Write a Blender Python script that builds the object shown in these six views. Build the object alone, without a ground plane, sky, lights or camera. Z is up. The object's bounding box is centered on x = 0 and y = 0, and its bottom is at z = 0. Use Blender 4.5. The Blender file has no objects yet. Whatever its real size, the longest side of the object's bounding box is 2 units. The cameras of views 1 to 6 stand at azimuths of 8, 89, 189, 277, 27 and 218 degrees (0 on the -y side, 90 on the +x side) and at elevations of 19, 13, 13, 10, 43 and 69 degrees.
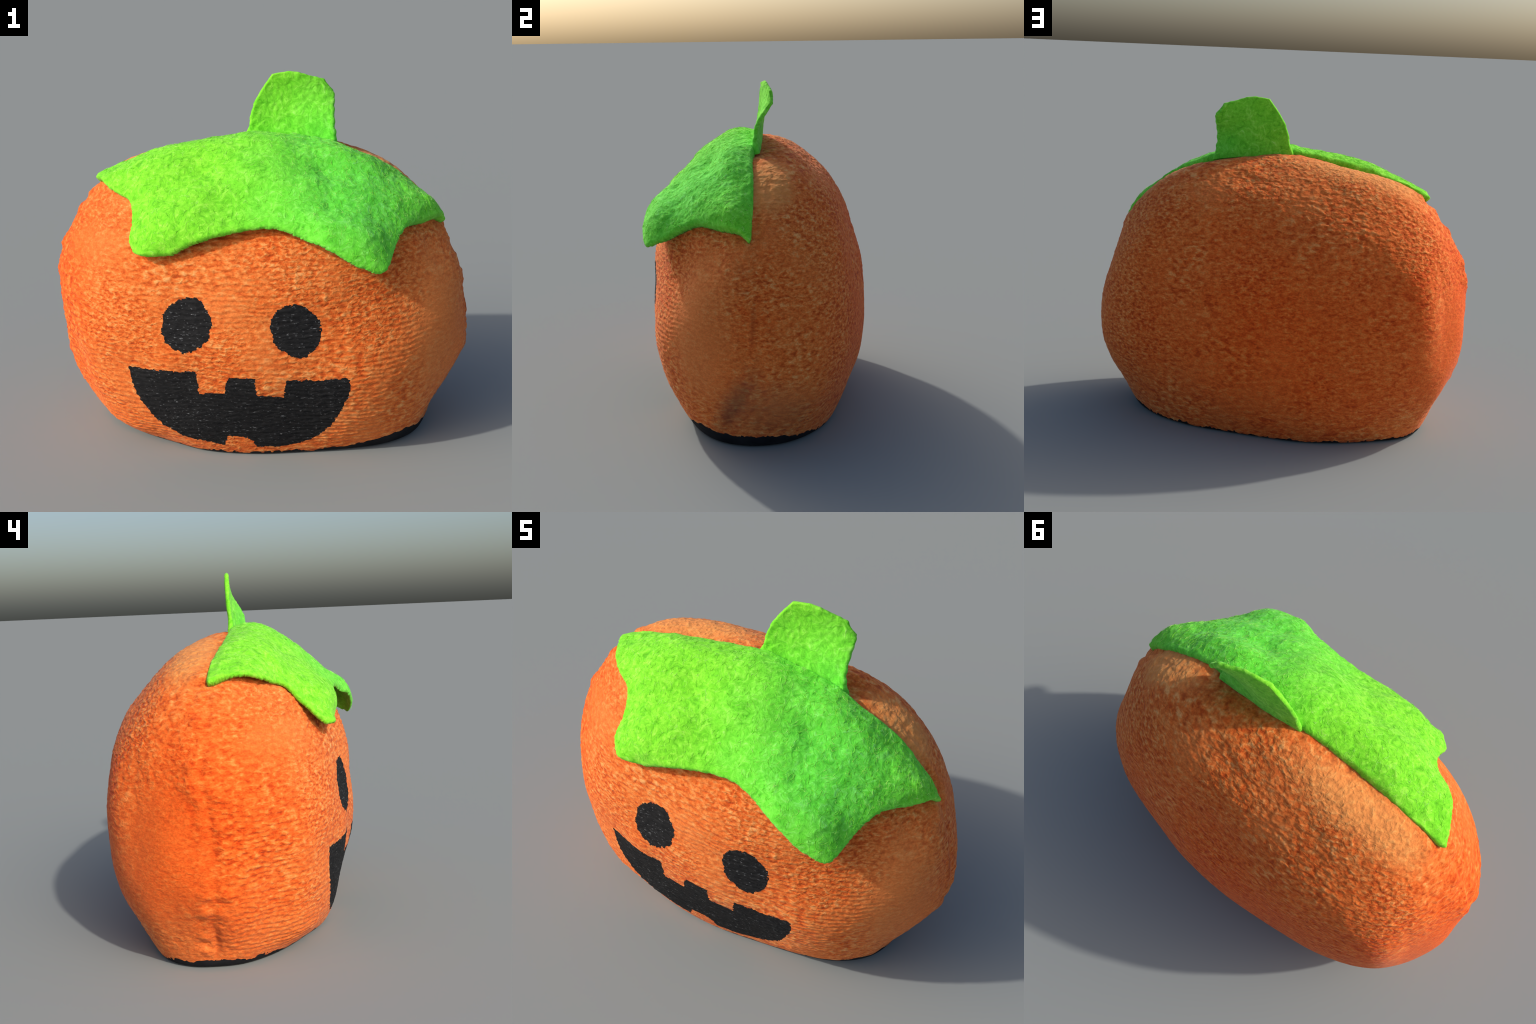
"""Knitted pumpkin plush: flattened round orange body with a printed jack-o-lantern
face, a green felt leaf cap hanging over the brow and a flat felt stem tab."""
import bpy, bmesh, math
import numpy as np

# ------------------------------------------------------------------ helpers
def hash3(i, j, k, seed):
    h = (i * 374761393 + j * 668265263 + k * 2147483647 + seed * 974711) & 0xFFFFFFFF
    h = ((h ^ (h >> 13)) * 1274126177) & 0xFFFFFFFF
    h = ((h ^ (h >> 16)) * 2246822519) & 0xFFFFFFFF
    return ((h ^ (h >> 15)) & 0xFFFFFF) / float(0xFFFFFF) * 2 - 1

def noise(p, seed=0):
    """Smooth value noise in -1..1 for an (n,3) array."""
    f = np.floor(p).astype(np.int64)
    t = p - f
    t = t * t * t * (t * (t * 6 - 15) + 10)
    out = np.zeros(len(p))
    for a in (0, 1):
        for b in (0, 1):
            for c in (0, 1):
                w = (t[:, 0] if a else 1 - t[:, 0]) * (t[:, 1] if b else 1 - t[:, 1]) * (t[:, 2] if c else 1 - t[:, 2])
                out += w * hash3(f[:, 0] + a, f[:, 1] + b, f[:, 2] + c, seed)
    return out

def smooth(a, b, x):
    t = np.clip((x - a) / (b - a), 0, 1)
    return t * t * (3 - 2 * t)

def unit(v):
    return v / np.linalg.norm(v, axis=-1, keepdims=True)

def polygon_distance(pts, poly):
    """Signed distance to a closed polygon, positive inside."""
    poly = np.asarray(poly, float)
    d = np.full(len(pts), 9.0)
    inside = np.zeros(len(pts), bool)
    for a, b in zip(poly, np.roll(poly, -1, 0)):
        e = b - a
        w = pts - a
        t = np.clip((w @ e) / max(e @ e, 1e-12), 0, 1)
        d = np.minimum(d, np.linalg.norm(w - t[:, None] * e, axis=1))
        cross = (a[1] > pts[:, 1]) != (b[1] > pts[:, 1])
        with np.errstate(divide='ignore', invalid='ignore'):
            xi = (b[0] - a[0]) * (pts[:, 1] - a[1]) / (b[1] - a[1]) + a[0]
        inside ^= cross & (pts[:, 0] < xi)
    return np.where(inside, d, -d)

def round_polygon(poly, passes=2):
    """Chaikin corner cutting."""
    p = np.asarray(poly, float)
    for _ in range(passes):
        q = np.roll(p, -1, 0)
        p = np.stack([p * .82 + q * .18, p * .18 + q * .82], 1).reshape(-1, 2)
    return p

def catmull(tab, x):
    """Catmull-Rom interpolation of rows of tab at float positions x (clamped ends)."""
    n = len(tab)
    i = np.clip(np.floor(x).astype(int), 0, n - 2)
    t = (x - i)[:, None]
    g = lambda k: tab[np.clip(k, 0, n - 1)]
    p0, p1, p2, p3 = g(i - 1), g(i), g(i + 1), g(i + 2)
    return .5 * (2 * p1 + (p2 - p0) * t + (2 * p0 - 5 * p1 + 4 * p2 - p3) * t ** 2 + (3 * p1 - p0 - 3 * p2 + p3) * t ** 3)

def make_object(name, verts, faces, mat, parent, normals=None):
    me = bpy.data.meshes.new(name)
    me.from_pydata([tuple(v) for v in verts], [], [tuple(int(i) for i in f) for f in faces])
    me.update()
    for p in me.polygons:
        p.use_smooth = True
    if normals is not None:
        me.normals_split_custom_set_from_vertices([tuple(n) for n in normals])
    me.materials.append(mat)
    ob = bpy.data.objects.new(name, me)
    bpy.context.scene.collection.objects.link(ob)
    ob.parent = parent
    return ob

# ------------------------------------------------------------------ body form
CENTRE = np.array([-.01, .02, .70])
SCALE = np.array([1., .56, .74])
# reach of the stuffed body, as a factor on the ellipsoid above. Rows: latitude -80 .. 80 in
# steps of 10 degrees; columns every 15 degrees: right, .., back, .., left, .., front, ..
REACH = np.array([
    [1.426, 1.425, 1.423, 1.421, 1.418, 1.416, 1.415, 1.416, 1.420, 1.424, 1.429, 1.431, 1.431, 1.428, 1.423, 1.419, 1.418, 1.420, 1.424, 1.427, 1.429, 1.429, 1.429, 1.428],
    [1.412, 1.405, 1.399, 1.391, 1.380, 1.370, 1.368, 1.377, 1.390, 1.407, 1.424, 1.431, 1.423, 1.399, 1.365, 1.339, 1.334, 1.351, 1.372, 1.386, 1.393, 1.401, 1.410, 1.414],
    [1.356, 1.339, 1.327, 1.316, 1.295, 1.273, 1.277, 1.302, 1.324, 1.348, 1.374, 1.379, 1.358, 1.322, 1.275, 1.237, 1.238, 1.273, 1.303, 1.309, 1.316, 1.339, 1.363, 1.367],
    [1.233, 1.225, 1.220, 1.216, 1.201, 1.179, 1.192, 1.230, 1.240, 1.251, 1.276, 1.262, 1.233, 1.223, 1.210, 1.207, 1.221, 1.238, 1.232, 1.216, 1.235, 1.269, 1.276, 1.254],
    [1.117, 1.133, 1.143, 1.135, 1.132, 1.130, 1.144, 1.176, 1.184, 1.189, 1.198, 1.156, 1.134, 1.151, 1.160, 1.204, 1.214, 1.183, 1.148, 1.142, 1.194, 1.216, 1.183, 1.137],
    [1.075, 1.093, 1.114, 1.094, 1.081, 1.095, 1.101, 1.117, 1.155, 1.173, 1.156, 1.100, 1.088, 1.097, 1.087, 1.152, 1.147, 1.106, 1.097, 1.114, 1.178, 1.166, 1.121, 1.092],
    [1.055, 1.056, 1.080, 1.068, 1.038, 1.046, 1.051, 1.059, 1.122, 1.147, 1.107, 1.064, 1.041, 1.038, 1.031, 1.098, 1.086, 1.071, 1.090, 1.097, 1.145, 1.115, 1.079, 1.068],
    [1.009, 1.008, 1.027, 1.028, 1.000, 0.997, 1.004, 1.017, 1.086, 1.112, 1.055, 1.028, 0.995, 0.996, 1.017, 1.067, 1.061, 1.045, 1.058, 1.055, 1.089, 1.076, 1.049, 1.019],
    [0.967, 0.969, 0.993, 0.997, 0.972, 0.970, 0.973, 0.991, 1.061, 1.097, 1.025, 0.999, 0.986, 0.988, 1.006, 1.033, 1.034, 0.998, 1.016, 1.026, 1.036, 1.030, 1.030, 0.995],
    [0.949, 0.943, 0.979, 0.993, 0.956, 0.951, 0.953, 0.983, 1.049, 1.086, 1.018, 0.989, 1.000, 0.988, 0.989, 1.010, 1.008, 0.977, 1.012, 1.026, 1.015, 0.991, 1.002, 0.994],
    [0.955, 0.946, 0.972, 0.996, 0.952, 0.920, 0.928, 0.985, 1.042, 1.068, 1.030, 1.000, 1.006, 0.981, 0.977, 0.999, 0.992, 0.976, 1.003, 1.018, 1.034, 0.993, 0.968, 0.976],
    [0.971, 0.973, 0.977, 0.995, 0.963, 0.917, 0.918, 0.976, 1.024, 1.049, 1.042, 1.015, 1.007, 0.984, 0.970, 0.984, 0.980, 0.965, 0.973, 1.006, 1.045, 0.999, 0.953, 0.962],
    [0.980, 0.985, 0.989, 0.995, 0.977, 0.948, 0.942, 0.965, 0.993, 1.026, 1.042, 1.030, 1.024, 1.006, 0.983, 0.986, 0.983, 0.962, 0.967, 1.002, 1.013, 0.975, 0.965, 0.978],
    [0.984, 0.988, 1.002, 0.996, 0.974, 0.957, 0.953, 0.957, 0.974, 1.008, 1.033, 1.034, 1.028, 1.013, 0.996, 0.993, 0.984, 0.965, 0.970, 0.989, 0.979, 0.964, 0.985, 0.996],
    [0.983, 0.992, 1.005, 0.993, 0.964, 0.944, 0.942, 0.951, 0.970, 0.995, 1.009, 1.005, 0.991, 0.977, 0.969, 0.968, 0.964, 0.958, 0.965, 0.974, 0.972, 0.972, 0.984, 0.988],
    [0.969, 0.978, 0.985, 0.979, 0.964, 0.952, 0.949, 0.957, 0.969, 0.979, 0.980, 0.971, 0.957, 0.948, 0.946, 0.950, 0.957, 0.963, 0.970, 0.974, 0.973, 0.969, 0.967, 0.966],
    [0.965, 0.967, 0.968, 0.969, 0.969, 0.968, 0.969, 0.971, 0.973, 0.974, 0.972, 0.970, 0.966, 0.965, 0.965, 0.968, 0.971, 0.974, 0.976, 0.975, 0.973, 0.969, 0.966, 0.964]])
CROWN, FOOT = 0.975, 1.431
_full = np.vstack([REACH[:1].copy(), REACH[:1] * 0 + FOOT, REACH, REACH[:1] * 0 + CROWN, REACH[-1:].copy()])
_full[0] = np.roll(REACH[0], 12)
_full[-1] = np.roll(REACH[-1], 12)
_wide = np.hstack([_full[:, -2:], _full, _full[:, :3]])      # periodic padding in longitude

def body_reach(d):
    lat = np.degrees(np.arcsin(np.clip(d[:, 2], -1, 1)))
    lon = np.degrees(np.arctan2(d[:, 1], d[:, 0])) % 360
    r, c = (lat + 90) / 10 + 1, lon / 15 + 2
    ci, ri = np.floor(c).astype(int), np.floor(r).astype(int)
    ct, rt = c - ci, r - ri
    def w4(t):
        return (.5 * (-t + 2 * t ** 2 - t ** 3), .5 * (2 - 5 * t ** 2 + 3 * t ** 3),
                .5 * (t + 4 * t ** 2 - 3 * t ** 3), .5 * (-t ** 2 + t ** 3))
    wc, wr = w4(ct), w4(rt)
    out = np.zeros(len(d))
    for a in range(4):
        for b in range(4):
            out += wr[a] * wc[b] * _wide[np.clip(ri - 1 + a, 0, len(_wide) - 1), np.clip(ci - 1 + b, 0, _wide.shape[1] - 1)]
    return out

# soft local swells and hollows of the cloth: centre, radius, outward push in metres
SWELLS = [(.64, -.50, .91, .12, .05), (.74, -.26, 1.03, .09, .02),      # cloth drawn up to the right brow lobe
          (.53, -.52, .84, .06, -.02), (.61, -.53, .93, .08, .035),
          (-.45, -.42, .06, .16, -.015), (-.36, -.50, .50, .13, .015), (.60, .12, 1.24, .20, .016)]

def body_point(d):
    p = CENTRE + SCALE * d * body_reach(d)[:, None]
    out = unit(d / SCALE)
    for (x, y, z, rad, push) in SWELLS:
        q = ((p - np.array([x, y, z])) ** 2).sum(1) / rad ** 2
        p = p + out * (push * np.exp(-q * 2.0))[:, None]
    return p

def to_dir(p):
    q = (np.asarray(p, float) - CENTRE) / SCALE
    r = np.linalg.norm(q, axis=-1, keepdims=True)
    return q / r, r[..., 0]

# ------------------------------------------------------------------ materials
def nodes_of(name, rough=.9):
    m = bpy.data.materials.new(name)
    m.use_nodes = True
    nt = m.node_tree
    b = nt.nodes['Principled BSDF']
    b.inputs['Roughness'].default_value = rough
    b.inputs['Specular IOR Level'].default_value = .15
    return m, nt, b

def add(nt, kind, **kw):
    n = nt.nodes.new(kind)
    for k, v in kw.items():
        if k in n.inputs:
            n.inputs[k].default_value = v
        else:
            setattr(n, k, v)
    return n

def tex(nt, scale, noise_scale=1., detail=4., rough=.6, distort=0., kind='ShaderNodeTexNoise'):
    co = add(nt, 'ShaderNodeTexCoord')
    mp = add(nt, 'ShaderNodeMapping')
    mp.inputs['Scale'].default_value = scale
    nt.links.new(co.outputs['Object'], mp.inputs['Vector'])
    n = add(nt, kind)
    n.inputs['Scale'].default_value = noise_scale
    if kind == 'ShaderNodeTexNoise':
        n.inputs['Detail'].default_value = detail
        n.inputs['Roughness'].default_value = rough
        n.inputs['Distortion'].default_value = distort
    nt.links.new(mp.outputs['Vector'], n.inputs['Vector'])
    return n

def ramp(nt, src, stops, interp='LINEAR'):
    r = add(nt, 'ShaderNodeValToRGB')
    el = r.color_ramp.elements
    r.color_ramp.interpolation = interp
    while len(el) < len(stops):
        el.new(.5)
    for e, (pos, col) in zip(el, stops):
        e.position = pos
        e.color = (*col, 1) if len(col) == 3 else col
    nt.links.new(src, r.inputs['Fac'])
    return r

def mix(nt, fac, a, b, blend='MIX'):
    m = add(nt, 'ShaderNodeMix', data_type='RGBA', blend_type=blend)
    for sock, v in ((m.inputs[0], fac), (m.inputs[6], a), (m.inputs[7], b)):
        if hasattr(v, 'is_linked'):
            nt.links.new(v, sock)
        elif isinstance(v, (int, float)):
            sock.default_value = v
        else:
            sock.default_value = (*v, 1)
    return m.outputs[2]

def bump(nt, b, src, strength, dist):
    n = add(nt, 'ShaderNodeBump')
    n.inputs['Strength'].default_value = strength
    n.inputs['Distance'].default_value = dist
    nt.links.new(src, n.inputs['Height'])
    nt.links.new(n.outputs['Normal'], b.inputs['Normal'])

def blob(nt, centre, radius, soft=.5):
    """0..1 mask: a soft ellipsoidal patch of the cloth."""
    co = add(nt, 'ShaderNodeTexCoord')
    mp = add(nt, 'ShaderNodeMapping')
    mp.inputs['Location'].default_value = [-c / r for c, r in zip(centre, radius)]
    mp.inputs['Scale'].default_value = [1 / r for r in radius]
    nt.links.new(co.outputs['Object'], mp.inputs['Vector'])
    ln = add(nt, 'ShaderNodeVectorMath', operation='LENGTH')
    nt.links.new(mp.outputs['Vector'], ln.inputs[0])
    wob = tex(nt, (5, 5, 5), 1, 3)
    ad = add(nt, 'ShaderNodeMath', operation='MULTIPLY_ADD')
    nt.links.new(wob.outputs['Fac'], ad.inputs[0])
    ad.inputs[1].default_value = .5
    nt.links.new(ln.outputs['Value'], ad.inputs[2])
    r = add(nt, 'ShaderNodeMapRange')
    r.interpolation_type = 'SMOOTHSTEP'
    r.inputs['From Min'].default_value = 1.25 + soft * .5
    r.inputs['From Max'].default_value = 1.25 - soft
    nt.links.new(ad.outputs[0], r.inputs['Value'])
    return r.outputs['Result']

def streak(nt, centre, along, half_length, half_width, soft=.6):
    """0..1 mask: a ragged stripe on the right-hand side, running in the y-z direction `along`."""
    co = add(nt, 'ShaderNodeTexCoord')
    sub = add(nt, 'ShaderNodeVectorMath', operation='SUBTRACT')
    nt.links.new(co.outputs['Object'], sub.inputs[0])
    sub.inputs[1].default_value = centre
    n = math.hypot(*along)
    ay, az = along[0] / n, along[1] / n
    parts = []
    for v in ((0, ay / half_length, az / half_length), (0, -az / half_width, ay / half_width), (2.2, 0, 0)):
        dot = add(nt, 'ShaderNodeVectorMath', operation='DOT_PRODUCT')
        nt.links.new(sub.outputs[0], dot.inputs[0])
        dot.inputs[1].default_value = v
        parts.append(dot.outputs['Value'])
    comb = add(nt, 'ShaderNodeCombineXYZ')
    for i, p in enumerate(parts):
        nt.links.new(p, comb.inputs[i])
    ln = add(nt, 'ShaderNodeVectorMath', operation='LENGTH')
    nt.links.new(comb.outputs[0], ln.inputs[0])
    wob = tex(nt, (30, 30, 30), 1, 3)
    ad = add(nt, 'ShaderNodeMath', operation='MULTIPLY_ADD')
    nt.links.new(wob.outputs['Fac'], ad.inputs[0])
    ad.inputs[1].default_value = .8
    nt.links.new(ln.outputs['Value'], ad.inputs[2])
    r = add(nt, 'ShaderNodeMapRange')
    r.interpolation_type = 'SMOOTHSTEP'
    r.inputs['From Min'].default_value = 1.3 + soft * .4
    r.inputs['From Max'].default_value = 1.3 - soft * .6
    nt.links.new(ad.outputs[0], r.inputs['Value'])
    return r.outputs['Result']

def orange_knit():
    m, nt, b = nodes_of('orange_knit')
    # stitch tops: small slanted commas of lighter yarn over red-brown gaps, bolder in some panels
    def stitches(scale, turn):
        n = tex(nt, scale, 1, 2., .5, .35)
        n.inputs['Vector'].links[0].from_node.inputs['Rotation'].default_value = turn
        return n.outputs['Fac']
    small = stitches((42, 42, 78), (.25, -.25, 0))
    large = stitches((30, 30, 56), (.35, -.35, 0))
    where = ramp(nt, tex(nt, (1.9, 1.9, 1.9), 1, 2, .5).outputs['Fac'], [(.42, (0, 0, 0)), (.58, (1, 1, 1))])
    hm = add(nt, 'ShaderNodeMix', data_type='FLOAT')
    for sock, v in zip((hm.inputs[0], hm.inputs[2], hm.inputs[3]), (where.outputs['Color'], small, large)):
        nt.links.new(v, sock)
    height = hm.outputs[0]
    fine = tex(nt, (110, 110, 160), 1, 2, .5)
    big = tex(nt, (2.2, 2.2, 2.2), 1, 2, .5)
    yarn = ramp(nt, height, [(.32, (.56, .080, .011)), (.42, (.72, .135, .021)), (.50, (.81, .185, .034)),
                             (.58, (.86, .245, .055)), (.69, (.91, .37, .115))])
    # felted, even patches: the left end behind the seam, the right cheek, the foot
    even = ramp(nt, tex(nt, (2.6, 2.6, 2.6), 1, 2, .5).outputs['Fac'], [(.54, (0, 0, 0)), (.70, (.6, .6, .6))]).outputs['Color']
    for c, r, k in (((-.92, .24, .48), (.40, .26, .40), .6), ((.86, -.28, .55), (.20, .20, .36), .5), ((-.75, -.15, .08), (.45, .5, .2), .6)):
        patch = mix(nt, 1., blob(nt, c, r, .5), (k, k, k), 'MULTIPLY')
        even = mix(nt, 1., even, patch, 'LIGHTEN')
    stitched = mix(nt, even, yarn.outputs['Color'], (.82, .20, .042))
    fib = ramp(nt, fine.outputs['Fac'], [(.32, (.84, .82, .80)), (.66, (1.08, 1.10, 1.12))])
    col = mix(nt, 1., stitched, fib.outputs['Color'], 'MULTIPLY')
    tone = ramp(nt, big.outputs['Fac'], [(.35, (.98, .90, .82)), (.65, (1.0, 1.08, 1.15))])
    col = mix(nt, 1., col, tone.outputs['Color'], 'MULTIPLY')
    # redder tint over the back and the left flank
    for c, r, k in (((-.98, .02, .66), (.52, .52, .62), 1.), ((-.05, .75, .55), (1.0, .62, .72), 1.)):
        red = blob(nt, c, r, .7)
        col = mix(nt, red, col, mix(nt, k, col, (1.03, .66, .40), 'MULTIPLY'))
    # faded straw-coloured cloth by the seam on the crown
    for c, r in (((-.42, .12, 1.34), (.40, .12, .22)), ((.62, .06, 1.26), (.24, .12, .16))):
        pale = blob(nt, c, r, .6)
        col = mix(nt, pale, col, mix(nt, .6, col, (.82, .36, .10)))
    # felted smoother yellowish cheek on the right
    felted = blob(nt, (.82, -.26, .62), (.20, .22, .42), .7)
    col = mix(nt, felted, col, mix(nt, .3, col, (.74, .27, .08)))
    # rubbed brownish patch low on the right seam
    rub = blob(nt, (.86, .02, .22), (.22, .22, .26), .6)
    col = mix(nt, rub, col, mix(nt, .35, col, (.42, .17, .07)))
    smudge = streak(nt, (.88, -.13, .23), (.42, 1.), .26, .065, 1.4)
    col = mix(nt, smudge, col, mix(nt, .42, col, (.085, .065, .045)))
    for c, v, h in (((.93, -.03, .66), (.08, 1.), .12), ((-.86, .0, .14), (-.12, 1.), .13)):
        seam = streak(nt, c, v, h, .014, 1.3)
        col = mix(nt, seam, col, mix(nt, .4, col, (.32, .045, .010)))
    nt.links.new(col, b.inputs['Base Color'])
    b.inputs['Sheen Weight'].default_value = .06
    flat = add(nt, 'ShaderNodeMix', data_type='FLOAT')
    for sock, v in zip((flat.inputs[0], flat.inputs[2]), (even, height)):
        nt.links.new(v, sock)
    flat.inputs[3].default_value = .5
    bump(nt, b, flat.outputs[0], .6, .016)
    return m

def black_print():
    m, nt, b = nodes_of('black_print', .85)
    g = tex(nt, (30, 30, 70), 1, 3, .6)
    base = ramp(nt, g.outputs['Fac'], [(.3, (.009, .009, .010)), (.7, (.020, .020, .021))])
    fl = tex(nt, (60, 60, 150), 1, 2, .6)
    fleck = ramp(nt, fl.outputs['Fac'], [(.63, (0, 0, 0)), (.78, (1, 1, 1))])
    col = mix(nt, fleck.outputs['Color'], base.outputs['Color'], (.24, .25, .26))
    nt.links.new(col, b.inputs['Base Color'])
    bump(nt, b, g.outputs['Fac'], .6, .012)
    return m

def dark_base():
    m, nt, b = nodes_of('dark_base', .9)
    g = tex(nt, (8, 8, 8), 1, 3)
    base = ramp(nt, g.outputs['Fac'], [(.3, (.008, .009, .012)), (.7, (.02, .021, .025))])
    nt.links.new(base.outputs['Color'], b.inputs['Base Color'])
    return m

def green_felt():
    m, nt, b = nodes_of('green_felt')
    fibre = tex(nt, (26, 26, 26), 1, 5, .65, 1.2)
    fine = tex(nt, (75, 75, 75), 1, 3, .6, .8)
    big = tex(nt, (2.5, 2.5, 2.5), 1, 2)
    felt = ramp(nt, fibre.outputs['Fac'], [(.28, (.115, .52, .015)), (.42, (.19, .72, .022)), (.55, (.255, .82, .034)), (.66, (.36, .91, .065)), (.78, (.52, .97, .18))])
    f2 = ramp(nt, fine.outputs['Fac'], [(.3, (.85, .88, .8)), (.7, (1.1, 1.05, 1.15))])
    col = mix(nt, 1., felt.outputs['Color'], f2.outputs['Color'], 'MULTIPLY')
    cool = blob(nt, (.45, -.25, 1.2), (.5, .6, .6), .9)
    col = mix(nt, cool, col, mix(nt, 1., col, (.60, .98, 2.0), 'MULTIPLY'))
    nt.links.new(col, b.inputs['Base Color'])
    b.inputs['Sheen Weight'].default_value = .1
    bump(nt, b, fibre.outputs['Fac'], .5, .012)
    return m

def green_fibre():
    m, nt, b = nodes_of('green_fibre')
    g = tex(nt, (40, 40, 40), 1, 1)
    c = ramp(nt, g.outputs['Fac'], [(.35, (.15, .60, .022)), (.5, (.34, .88, .07)), (.65, (.56, .97, .24))])
    nt.links.new(c.outputs['Color'], b.inputs['Base Color'])
    return m

FIBRE = green_fibre()
ORANGE, BLACK, BASE, GREEN = orange_knit(), black_print(), dark_base(), green_felt()

# ------------------------------------------------------------------ root
root = bpy.data.objects.new('pumpkin_plush', None)
bpy.context.scene.collection.objects.link(root)
root['label'] = 'flat orange knitted pumpkin plush, black grinning face, green felt cap'
root['category'] = 'plush toy'

# ------------------------------------------------------------------ body mesh
def cube_sphere(n):
    """Evenly spread unit directions on a subdivided cube, welded along the cube edges."""
    a = np.tan(np.linspace(-1, 1, n + 1) * math.pi / 4)
    u, v = np.meshgrid(a, a, indexing='ij')
    one = np.ones_like(u)
    sides = [(one, u, v), (-one, -u, v), (-u, one, v), (u, -one, v), (-v, u, one), (v, u, -one)]
    V = np.concatenate([np.stack(s, -1).reshape(-1, 3) for s in sides])
    k = np.arange(n * (n + 1)).reshape(n, n + 1)[:, :n]
    q = np.stack([k, k + n + 1, k + n + 2, k + 1], -1).reshape(-1, 4)
    F = np.concatenate([q + i * (n + 1) ** 2 for i in range(6)])
    key = np.round(V * 1e6).astype(np.int64)
    _, first, inv = np.unique(key, axis=0, return_index=True, return_inverse=True)
    return unit(V[first]), inv.reshape(-1)[F]

def vertex_normals(V, F):
    n = np.cross(V[F[:, 2]] - V[F[:, 0]], V[F[:, 3]] - V[F[:, 1]])
    N = np.zeros_like(V)
    for k in range(4):
        np.add.at(N, F[:, k], n)
    return N / np.maximum(np.linalg.norm(N, axis=1, keepdims=True), 1e-12)

MOUTH = [(-0.565, 0.469), (-0.393, 0.477), (-0.237, 0.484), (-0.234, 0.429), (-0.233, 0.363), (-0.115, 0.377), (-0.106, 0.433), (-0.088, 0.465),
         (0.028, 0.465), (0.029, 0.411), (0.032, 0.374), (0.149, 0.364), (0.158, 0.411), (0.170, 0.454), (0.313, 0.450), (0.426, 0.460),
         (0.447, 0.445), (0.440, 0.378), (0.410, 0.297), (0.357, 0.190), (0.302, 0.122), (0.210, 0.070), (0.104, 0.052), (0.006, 0.056),
         (0.000, 0.087), (-0.028, 0.112), (-0.126, 0.122), (-0.139, 0.064), (-0.246, 0.082), (-0.338, 0.103), (-0.426, 0.165), (-0.496, 0.251),
         (-0.536, 0.327), (-0.559, 0.412)]
EYES = [[(-0.264, 0.826), (-0.343, 0.790), (-0.386, 0.708), (-0.380, 0.619), (-0.299, 0.568), (-0.215, 0.595), (-0.169, 0.642), (-0.152, 0.715),
         (-0.172, 0.786), (-0.223, 0.823)],
        [(0.207, 0.812), (0.137, 0.785), (0.101, 0.710), (0.118, 0.620), (0.222, 0.548), (0.293, 0.591), (0.323, 0.673), (0.303, 0.756),
         (0.248, 0.802)]]      # outlines in x, z

def front_shape_distance(p):
    """Signed distances (positive inside) of the printed face shapes, seen straight from the front."""
    xz = p[:, [0, 2]]
    rag = .005 * noise(p * np.array([55, 55, 55]), 5) + .004 * noise(p * 130, 6)
    d = [polygon_distance(xz, MOUTH) + rag]
    for outline in EYES:
        d.append(polygon_distance(xz, round_polygon(outline, 2)) + 1.3 * rag)
    for k in range(3):
        d[k] = np.where(p[:, 1] < 0, d[k], -1.)
    return d

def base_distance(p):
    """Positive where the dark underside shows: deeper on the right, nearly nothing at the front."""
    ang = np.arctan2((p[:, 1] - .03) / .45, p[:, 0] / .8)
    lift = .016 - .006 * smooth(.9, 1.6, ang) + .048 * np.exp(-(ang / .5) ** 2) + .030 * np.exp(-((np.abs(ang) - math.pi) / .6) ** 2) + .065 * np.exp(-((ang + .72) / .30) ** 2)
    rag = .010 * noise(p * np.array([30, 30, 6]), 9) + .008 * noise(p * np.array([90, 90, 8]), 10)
    return lift + rag - p[:, 2]

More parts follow.
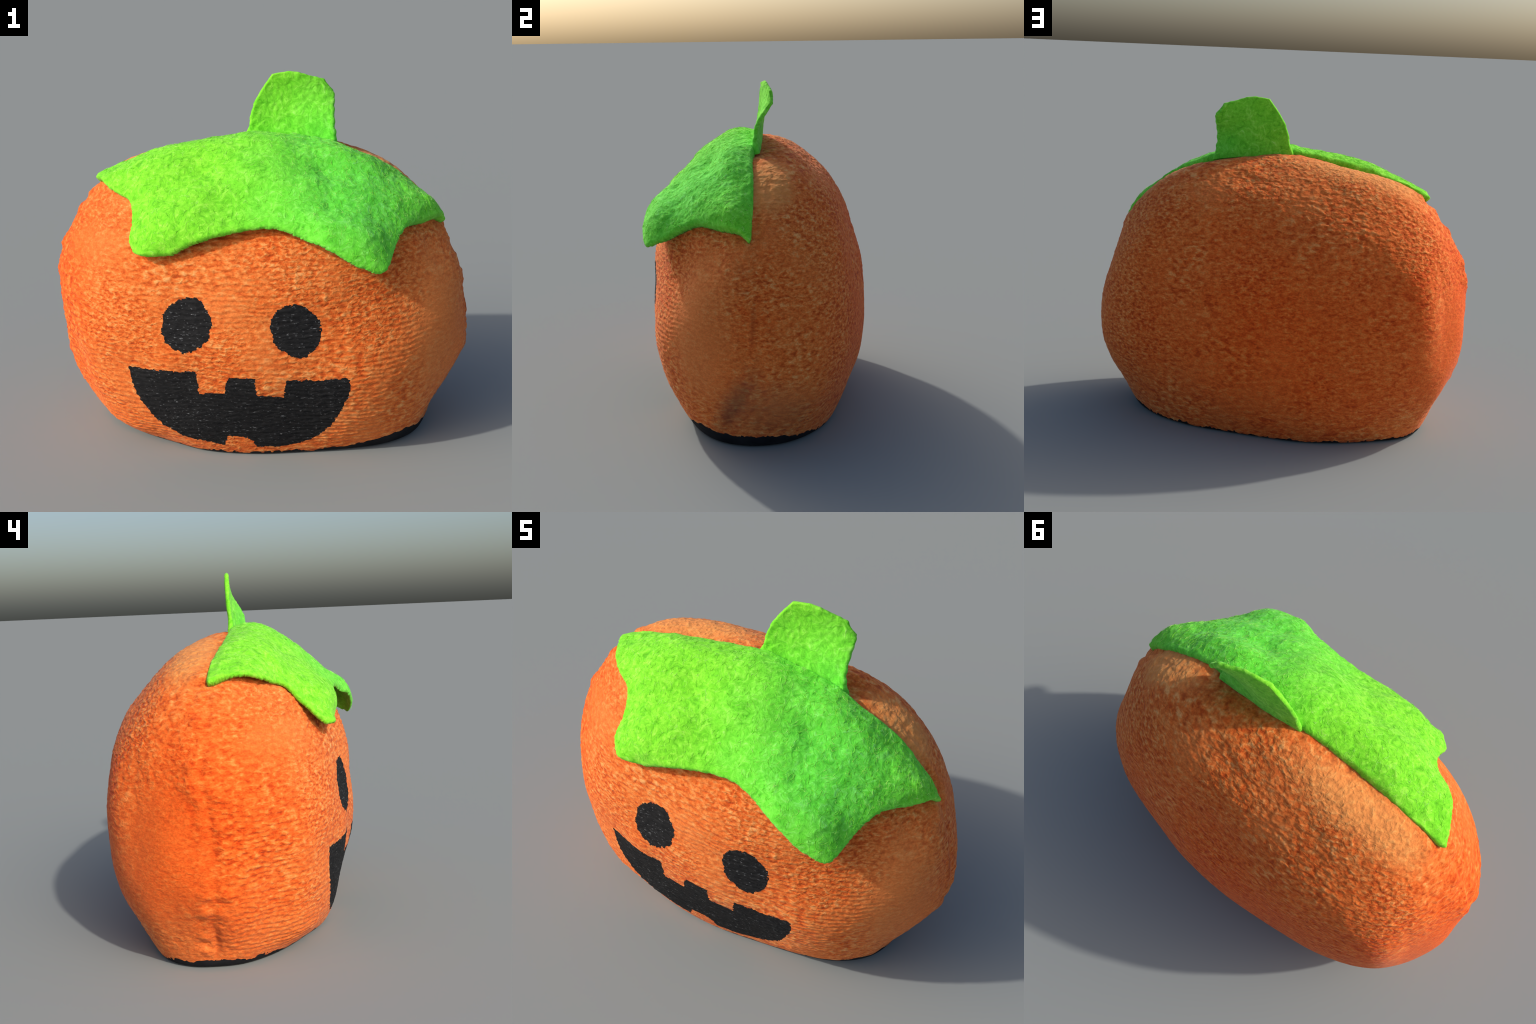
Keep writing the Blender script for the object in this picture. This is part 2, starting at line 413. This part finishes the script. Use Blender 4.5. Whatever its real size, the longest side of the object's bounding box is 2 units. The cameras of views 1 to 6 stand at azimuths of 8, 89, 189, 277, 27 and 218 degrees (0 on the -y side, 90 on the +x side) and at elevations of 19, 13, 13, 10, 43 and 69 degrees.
def build_body():
    D, F = cube_sphere(290)
    P = body_point(D)
    # settle on the ground with a softly rounded foot
    k = .012
    z = P[:, 2]
    P[:, 2] = np.where(z > 6 * k, z, k * np.log1p(np.exp(np.clip(z / k, -60, 60))))
    N = vertex_normals(P, F)
    # knit relief: ribs running round the body broken into short tufts, rubbed smooth in places
    w = P + .010 * np.stack([noise(P * 16, s) for s in (21, 22, 23)], 1)
    tuft = noise(w * np.array([38, 38, 62]), 1) * .6 + noise(w * np.array([75, 75, 105]), 2) * .45
    rib = np.sin(w[:, 2] * 2 * math.pi / .0235 + 3.0 * noise(P * 4, 3))
    lump = noise(P * 6, 4)
    coarse = smooth(.1, .9, noise(P * 1.7 + 3.1, 7) * .45 + .45 + .35 * smooth(.9, 1.3, P[:, 2]))
    worn = np.zeros(len(P))
    for (x, y, z, rx, ry, rz) in ((-.95, .25, .45, .45, .35, .42), (.85, -.30, .55, .22, .20, .40), (0, .75, .3, .9, .5, .5)):
        q = ((P - np.array([x, y, z])) / np.array([rx, ry, rz])) ** 2
        worn = np.maximum(worn, smooth(1.15, .55, np.sqrt(q.sum(1)) + .15 * noise(P * 5, 11)))
    amp = (.0012 + .0022 * coarse) * (1 - .72 * worn) * smooth(.0, .12, P[:, 2])
    front = smooth(.1, -.3, P[:, 1])
    crinkle = smooth(.25, .05, np.hypot(P[:, 0] - .15, (P[:, 1] - .2) * 1.3)) * smooth(1.1, 1.25, P[:, 2])
    P += N * (amp * (tuft * 1.15 + rib * (.16 + .45 * front)) + .003 * lump * smooth(0, .15, P[:, 2]) + .006 * crinkle * noise(P * np.array([24, 20, 20]), 12))[:, None]
    # softly puckered side seams
    for sx, low in ((1, .35), (-1, .9)):
        side = smooth(.45, .75, P[:, 0] * sx) * smooth(0.02, .1, P[:, 2])
        vary = .5 + .6 * np.abs(noise(P * np.array([0, 0, 9]) + sx * 5.1, 13)) + low * smooth(.32, .12, P[:, 2])
        line = P[:, 1] - (.0 + .035 * noise(P * np.array([0, 0, 6]) + sx * 9.3, 8))
        P -= N * (side * .008 * vary * np.exp(-(line / .02) ** 2))[:, None]
        P += N * (side * .011 * np.exp(-((np.abs(line) - .045) / .03) ** 2) * noise(P * np.array([0, 12, 24]) + sx, 14))[:, None]
    # pleat folded in at the right foot
    run = (P[:, 1] + .11) - .42 * (P[:, 2] - .25)
    fold = smooth(.5, .75, P[:, 0]) * smooth(.42, .30, P[:, 2]) * smooth(.03, .1, P[:, 2])
    P -= N * (fold * .008 * np.exp(-((run - .012) / .03) ** 2))[:, None]
    P[:, 2] = np.maximum(P[:, 2], 0)
    # slide vertices near a printed edge onto it so the outlines come out clean
    for which in range(4):
        for _ in range(2):
            f = (lambda q: front_shape_distance(q)[which]) if which < 3 else base_distance
            near = np.where(np.abs(f(P)) < .0035)[0]
            q = P[near]
            d0 = f(q)
            e = 1e-3
            g = np.stack([(f(q + e * ax) - d0) / e for ax in np.eye(3)], 1)
            Nn = N[near]
            g -= (g * Nn).sum(1, keepdims=True) * Nn
            g2 = (g ** 2).sum(1)
            ok = g2 > .2
            step = np.where(ok, -d0 / np.maximum(g2, .2), 0)
            P[near] += g * np.clip(step, -.0035, .0035)[:, None]
    P[:, 2] = np.maximum(P[:, 2], 0)
    P[:, 2] -= P[:, 2].min()
    N = vertex_normals(P, F)
    c = P[F].mean(1)
    dm, dl, dr = front_shape_distance(c)
    region = np.zeros(len(F), int)
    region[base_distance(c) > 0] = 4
    region[dm > 0] = 1
    region[dl > 0] = 2
    region[dr > 0] = 3
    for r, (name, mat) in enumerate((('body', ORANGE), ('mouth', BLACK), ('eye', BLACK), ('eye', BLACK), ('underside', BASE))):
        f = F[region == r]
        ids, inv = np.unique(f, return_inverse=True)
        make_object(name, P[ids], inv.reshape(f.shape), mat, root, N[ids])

build_body()

# ------------------------------------------------------------------ leaf cap
# rim of the felt cap, from the left tip along the crown seam to the right tip, then back along the scalloped brow
CAP_RIM = [
    (-0.794, 0.020, 1.226), (-0.608, 0.020, 1.318), (-0.416, 0.010, 1.365), (-0.220, 0.006, 1.419), (-0.050, 0.012, 1.445),
    (0.160, 0.004, 1.439), (0.380, -0.008, 1.399), (0.450, -0.020, 1.365), (0.621, -0.015, 1.281), (0.756, -0.018, 1.173),
    (0.884, -0.031, 1.016), (0.861, -0.079, 1.067), (0.812, -0.165, 1.079), (0.748, -0.226, 1.087), (0.702, -0.293, 1.096),
    (0.662, -0.371, 1.063), (0.635, -0.438, 1.019), (0.604, -0.518, 0.975), (0.575, -0.545, 0.959), (0.502, -0.560, 0.994),
    (0.440, -0.566, 1.034), (0.354, -0.555, 1.079), (0.262, -0.516, 1.109), (0.183, -0.496, 1.137), (0.100, -0.479, 1.149),
    (-0.065, -0.488, 1.126), (-0.211, -0.507, 1.089), (-0.345, -0.494, 1.020), (-0.456, -0.508, 1.025), (-0.491, -0.474, 1.023),
    (-0.518, -0.434, 1.059), (-0.514, -0.368, 1.126), (-0.528, -0.305, 1.198), (-0.555, -0.273, 1.217), (-0.654, -0.202, 1.243),
    (-0.755, -0.056, 1.257)]
# the sheet between the rims: how it drapes from the crown over the brow
CAP_DRAPE = [
    (-0.647, -0.154, 1.295), (-0.690, -0.065, 1.290), (-0.477, -0.315, 1.211), (-0.565, -0.236, 1.259), (-0.491, -0.177, 1.349),
    (-0.553, -0.087, 1.351), (-0.454, -0.017, 1.379), (-0.310, -0.492, 1.104), (-0.405, -0.411, 1.174), (-0.308, -0.341, 1.258),
    (-0.403, -0.261, 1.311), (-0.314, -0.189, 1.381), (-0.398, -0.103, 1.402), (-0.296, -0.025, 1.407), (-0.212, -0.423, 1.199),
    (-0.117, -0.344, 1.272), (-0.213, -0.263, 1.320), (-0.132, -0.195, 1.405), (-0.227, -0.112, 1.435), (-0.137, -0.028, 1.439),
    (-0.014, -0.412, 1.195), (0.076, -0.347, 1.288), (-0.030, -0.276, 1.359), (0.056, -0.194, 1.421), (-0.048, -0.112, 1.454),
    (0.030, -0.024, 1.450), (0.319, -0.513, 1.144), (0.191, -0.428, 1.223), (0.275, -0.340, 1.290), (0.163, -0.268, 1.359),
    (0.239, -0.176, 1.397), (0.133, -0.103, 1.445), (0.522, -0.479, 1.116), (0.384, -0.400, 1.198), (0.454, -0.307, 1.252),
    (0.334, -0.236, 1.310), (0.422, -0.157, 1.380), (0.304, -0.084, 1.414), (0.557, -0.359, 1.156), (0.612, -0.265, 1.202),
    (0.509, -0.211, 1.285), (0.565, -0.121, 1.314), (0.461, -0.060, 1.372), (0.741, -0.217, 1.140), (0.646, -0.170, 1.224),
    (0.677, -0.081, 1.237), (0.785, -0.131, 1.173)]
AXIS = unit(np.array([.05, -.72, .70]))
_e1 = unit(np.cross(AXIS, [0, 0, 1.]) * -1)
_e1 = _e1 if _e1[0] > 0 else -_e1
_e2 = np.cross(AXIS, _e1)

def flat_of(d):
    """Stereographic map of directions about the brow axis to a flat pattern."""
    w = 1 + d @ AXIS
    return np.stack([d @ _e1 / w * 2, d @ _e2 / w * 2], -1)

def dir_of(uv):
    s = (uv ** 2).sum(1) / 4
    return ((1 - s)[:, None] * AXIS + uv[:, :1] * _e1 + uv[:, 1:] * _e2) / (1 + s)[:, None]

def thin_plate(xy, val, lam=1e-4):
    def K(r2):
        return r2 * np.log(r2 + 1e-9) * .5
    n = len(xy)
    A = np.zeros((n + 3, n + 3))
    A[:n, :n] = K(((xy[:, None] - xy[None]) ** 2).sum(2)) + lam * np.eye(n)
    A[:n, n:] = np.c_[np.ones(n), xy]
    A[n:, :n] = A[:n, n:].T
    w = np.linalg.solve(A, np.r_[val, 0, 0, 0])
    def f(q):
        return np.concatenate([K(((c[:, None] - xy[None]) ** 2).sum(2)) @ w[:n] + np.c_[np.ones(len(c)), c] @ w[n:]
                               for c in np.array_split(q, max(1, len(q) // 20000))])
    return f

def sheet_solid(name, top, bottom, F, mat, parent):
    """Close a sheet: upper and lower skins joined round the border."""
    n = len(top)
    e = np.sort(np.stack([F, np.roll(F, -1, 1)], -1).reshape(-1, 2), 1)
    raw = np.stack([F, np.roll(F, -1, 1)], -1).reshape(-1, 2)
    _, idx, cnt = np.unique(e, axis=0, return_index=True, return_counts=True)
    rim = raw[idx[cnt == 1]]
    faces = [tuple(f) for f in F] + [tuple(f[::-1] + n) for f in F] + [(b, a, a + n, b + n) for a, b in rim]
    V = np.vstack([top, bottom])
    used = np.unique(np.concatenate([np.array(f) for f in faces]))
    remap = np.full(len(V), -1)
    remap[used] = np.arange(len(used))
    return make_object(name, V[used], [remap[list(f)] for f in faces], mat, parent)

def felt_fibres(parent, V, F, count, seed):
    """Loose curly wool fibres lying on a felt skin, each a thin three-sided thread."""
    rng = np.random.default_rng(seed)
    e = np.sort(np.stack([F, np.roll(F, -1, 1)], -1).reshape(-1, 2), 1)
    pairs, cnt = np.unique(e, axis=0, return_counts=True)
    rim = V[np.unique(pairs[cnt == 1])][::4]
    f = F[rng.integers(0, len(F), count * 2)]
    mid = V[f].mean(1)
    clear = np.array([((rim - m) ** 2).sum(1).min() for m in mid]) > .034 ** 2
    f = f[clear][:count]
    count = len(f)
    N = vertex_normals(V, F)
    root_p, nrm = V[f].mean(1), N[f[:, 0]]
    e1 = unit(np.cross(nrm, rng.normal(size=(count, 3))))
    e2 = np.cross(nrm, e1)
    length = rng.uniform(.014, .034, count)
    bend = rng.uniform(-1.6, 1.6, count)
    lift = rng.uniform(-.0006, .0010, count)
    steps, sides = 6, 3
    t = np.linspace(0, 1, steps)
    ang = bend[:, None] * t
    fwd = length[:, None] * np.where(np.abs(bend[:, None]) > .05, np.sin(ang) / np.where(bend == 0, 1, bend)[:, None], t)
    lat = length[:, None] * (1 - np.cos(ang)) / np.where(bend == 0, 1, bend)[:, None]
    arch = lift[:, None] * np.sin(t * math.pi) * 1.5 + .0001
    c = root_p[:, None] + fwd[..., None] * e1[:, None] + lat[..., None] * e2[:, None] + arch[..., None] * nrm[:, None]
    rad = .0007 * (1 - .5 * t)
    ring = [(math.cos(k * 2.0944), math.sin(k * 2.0944)) for k in range(sides)]
    P = np.stack([c + rad[None, :, None] * (x * e2[:, None] + y * nrm[:, None]) for x, y in ring], 2)     # count, steps, sides, 3
    idx = np.arange(count * steps * sides).reshape(count, steps, sides)
    quads = [np.stack([idx[:, :-1, k], idx[:, :-1, (k + 1) % sides], idx[:, 1:, (k + 1) % sides], idx[:, 1:, k]], -1).reshape(-1, 4)
             for k in range(sides)]
    ob = make_object('felt_fibre', P.reshape(-1, 3), np.concatenate(quads), FIBRE, parent)
    ob['kind'] = 'stuff'

def build_cap():
    rim = np.array(CAP_RIM)
    ctrl = np.vstack([rim, np.array(CAP_DRAPE)])
    dr, rr = to_dir(ctrl)
    poly = round_polygon(flat_of(dr[:len(rim)]), 2)
    height = thin_plate(flat_of(dr), rr, 2e-4)
    h = .0055
    lo, hi = poly.min(0) - .03, poly.max(0) + .03
    nx, ny = ((hi - lo) / h).astype(int)
    gx, gy = np.meshgrid(lo[0] + np.arange(nx) * h, lo[1] + np.arange(ny) * h, indexing='ij')
    uv = np.stack([gx, gy], -1).reshape(-1, 2)
    def dist(q):
        q3 = np.c_[q, np.zeros(len(q))]
        hem = .012 * smooth(-.12, -.22, (CENTRE + SCALE * dir_of(q))[:, 1])      # the hem flares out a little
        return polygon_distance(q, poly) + hem + .003 * noise(q3 * 40, 31) + .0025 * noise(q3 * 110, 32)
    d = dist(uv)
    near = np.where((d > -.75 * h) & (d < .3 * h))[0]
    for _ in range(3):
        q = uv[near]
        d0 = dist(q)
        g = np.stack([(dist(q + np.array(a) * 1e-4) - d0) / 1e-4 for a in ((1, 0), (0, 1))], 1)
        g2 = np.maximum((g ** 2).sum(1), .3)
        uv[near] -= g * np.clip(d0 / g2, -h, h)[:, None]
    d = dist(uv)
    k = np.arange((nx - 1) * ny).reshape(nx - 1, ny)[:, :ny - 1].ravel()
    F = np.stack([k, k + ny, k + ny + 1, k + 1], 1)
    F = F[(d[F] > -.0012).all(1)]
    D = dir_of(uv)
    d = np.clip(d, 0, None)
    R = height(uv)
    crown = CENTRE + SCALE * D * R[:, None]
    skin, rs = to_dir(body_point(D))
    size = np.linalg.norm(SCALE * D, axis=1)
    gap = (R - rs) * size                                     # stand-off in metres
    lump = .006 * noise(crown * 9, 33) + .003 * noise(crown * 28, 34) + .0015 * noise(crown * 70, 35)
    gap = np.maximum(gap, .016) + lump
    thick = .022
    # the felt is sewn down along the crown seam and at the right corner; elsewhere it hangs free
    sewn = np.maximum(smooth(-.10, -.02, crown[:, 1]), smooth(.60, .70, crown[:, 0]))
    under = (1 - sewn) * np.maximum(gap - thick, -.004) + sewn * -.006
    rnd = np.where(sewn > .5, .035, .02)
    t = np.clip(d / rnd, 0, 1)
    edge = np.sqrt(np.clip(1 - (1 - t) ** 2, 0, 1))
    edge0 = .3
    top = under + (gap - under) * (edge0 + (1 - edge0) * edge)
    out = unit(SCALE * D)
    base = CENTRE + SCALE * D * rs[:, None]
    top_skin = base + out * top[:, None]
    cap = sheet_solid('leaf_cap', top_skin, base + out * under[:, None], F, GREEN, root)
    felt_fibres(cap, top_skin, F, 3600, 51)

build_cap()

# ------------------------------------------------------------------ stem tab
STEM = np.array([   # rows from the seam upward, each left, middle, right
    [(-.060, .008, 1.395), (.160, .012, 1.40), (.385, .000, 1.365)],
    [(-.030, .012, 1.470), (.165, .022, 1.47), (.372, -.006, 1.440)],
    [(-.010, .020, 1.555), (.172, .034, 1.545), (.365, .000, 1.505)],
    [(.030, .027, 1.630), (.190, .046, 1.625), (.366, .045, 1.568)],
    [(.085, .036, 1.705), (.228, .058, 1.700), (.358, .084, 1.640)]])

def build_stem():
    na, nb = 70, 66
    a = np.linspace(0, 1, na)
    b = np.linspace(0, 1, nb)
    rows = catmull(STEM.reshape(len(STEM), 9), b * (len(STEM) - 1)).reshape(nb, 3, 3)
    L = np.stack([(1 - a) * (1 - 2 * a), 4 * a * (1 - a), a * (2 * a - 1)], 0)      # quadratic across
    G = np.einsum('bkc,ka->abc', rows, L)
    # round the upper corners by pulling the top edge down towards them
    A, B = np.meshgrid(a, b, indexing='ij')
    drop = B ** 5 * (.026 * smooth(.80, 1., A) ** 1.5)
    G[..., 2] -= drop
    V = G.reshape(-1, 3)
    k = np.arange((na - 1) * nb).reshape(na - 1, nb)[:, :nb - 1].ravel()
    F = np.stack([k, k + nb, k + nb + 1, k + 1], 1)
    N = vertex_normals(V, F)
    e = np.minimum(np.minimum(A, 1 - A) * .38, (1 - B) * .3).ravel()
    V = V + N * (.003 * noise(V * 14, 41))[:, None]
    rough = .0025 * noise(V * 60, 42)
    jag = smooth(.012, 0, e) * (.005 * noise(V * 45, 43))
    V[:, 0] += jag
    V[:, 2] += jag
    t = np.clip(e / .012, 0, 1)
    half = .010 * (.25 + .75 * np.sqrt(np.clip(1 - (1 - t) ** 2, 0, 1))) * (1 + .6 * smooth(.35, 0, B.ravel()))
    skin = V + N * (half + rough)[:, None]
    stem = sheet_solid('stem', skin, V - N * (half + rough * .3)[:, None], F, GREEN, root)

build_stem()
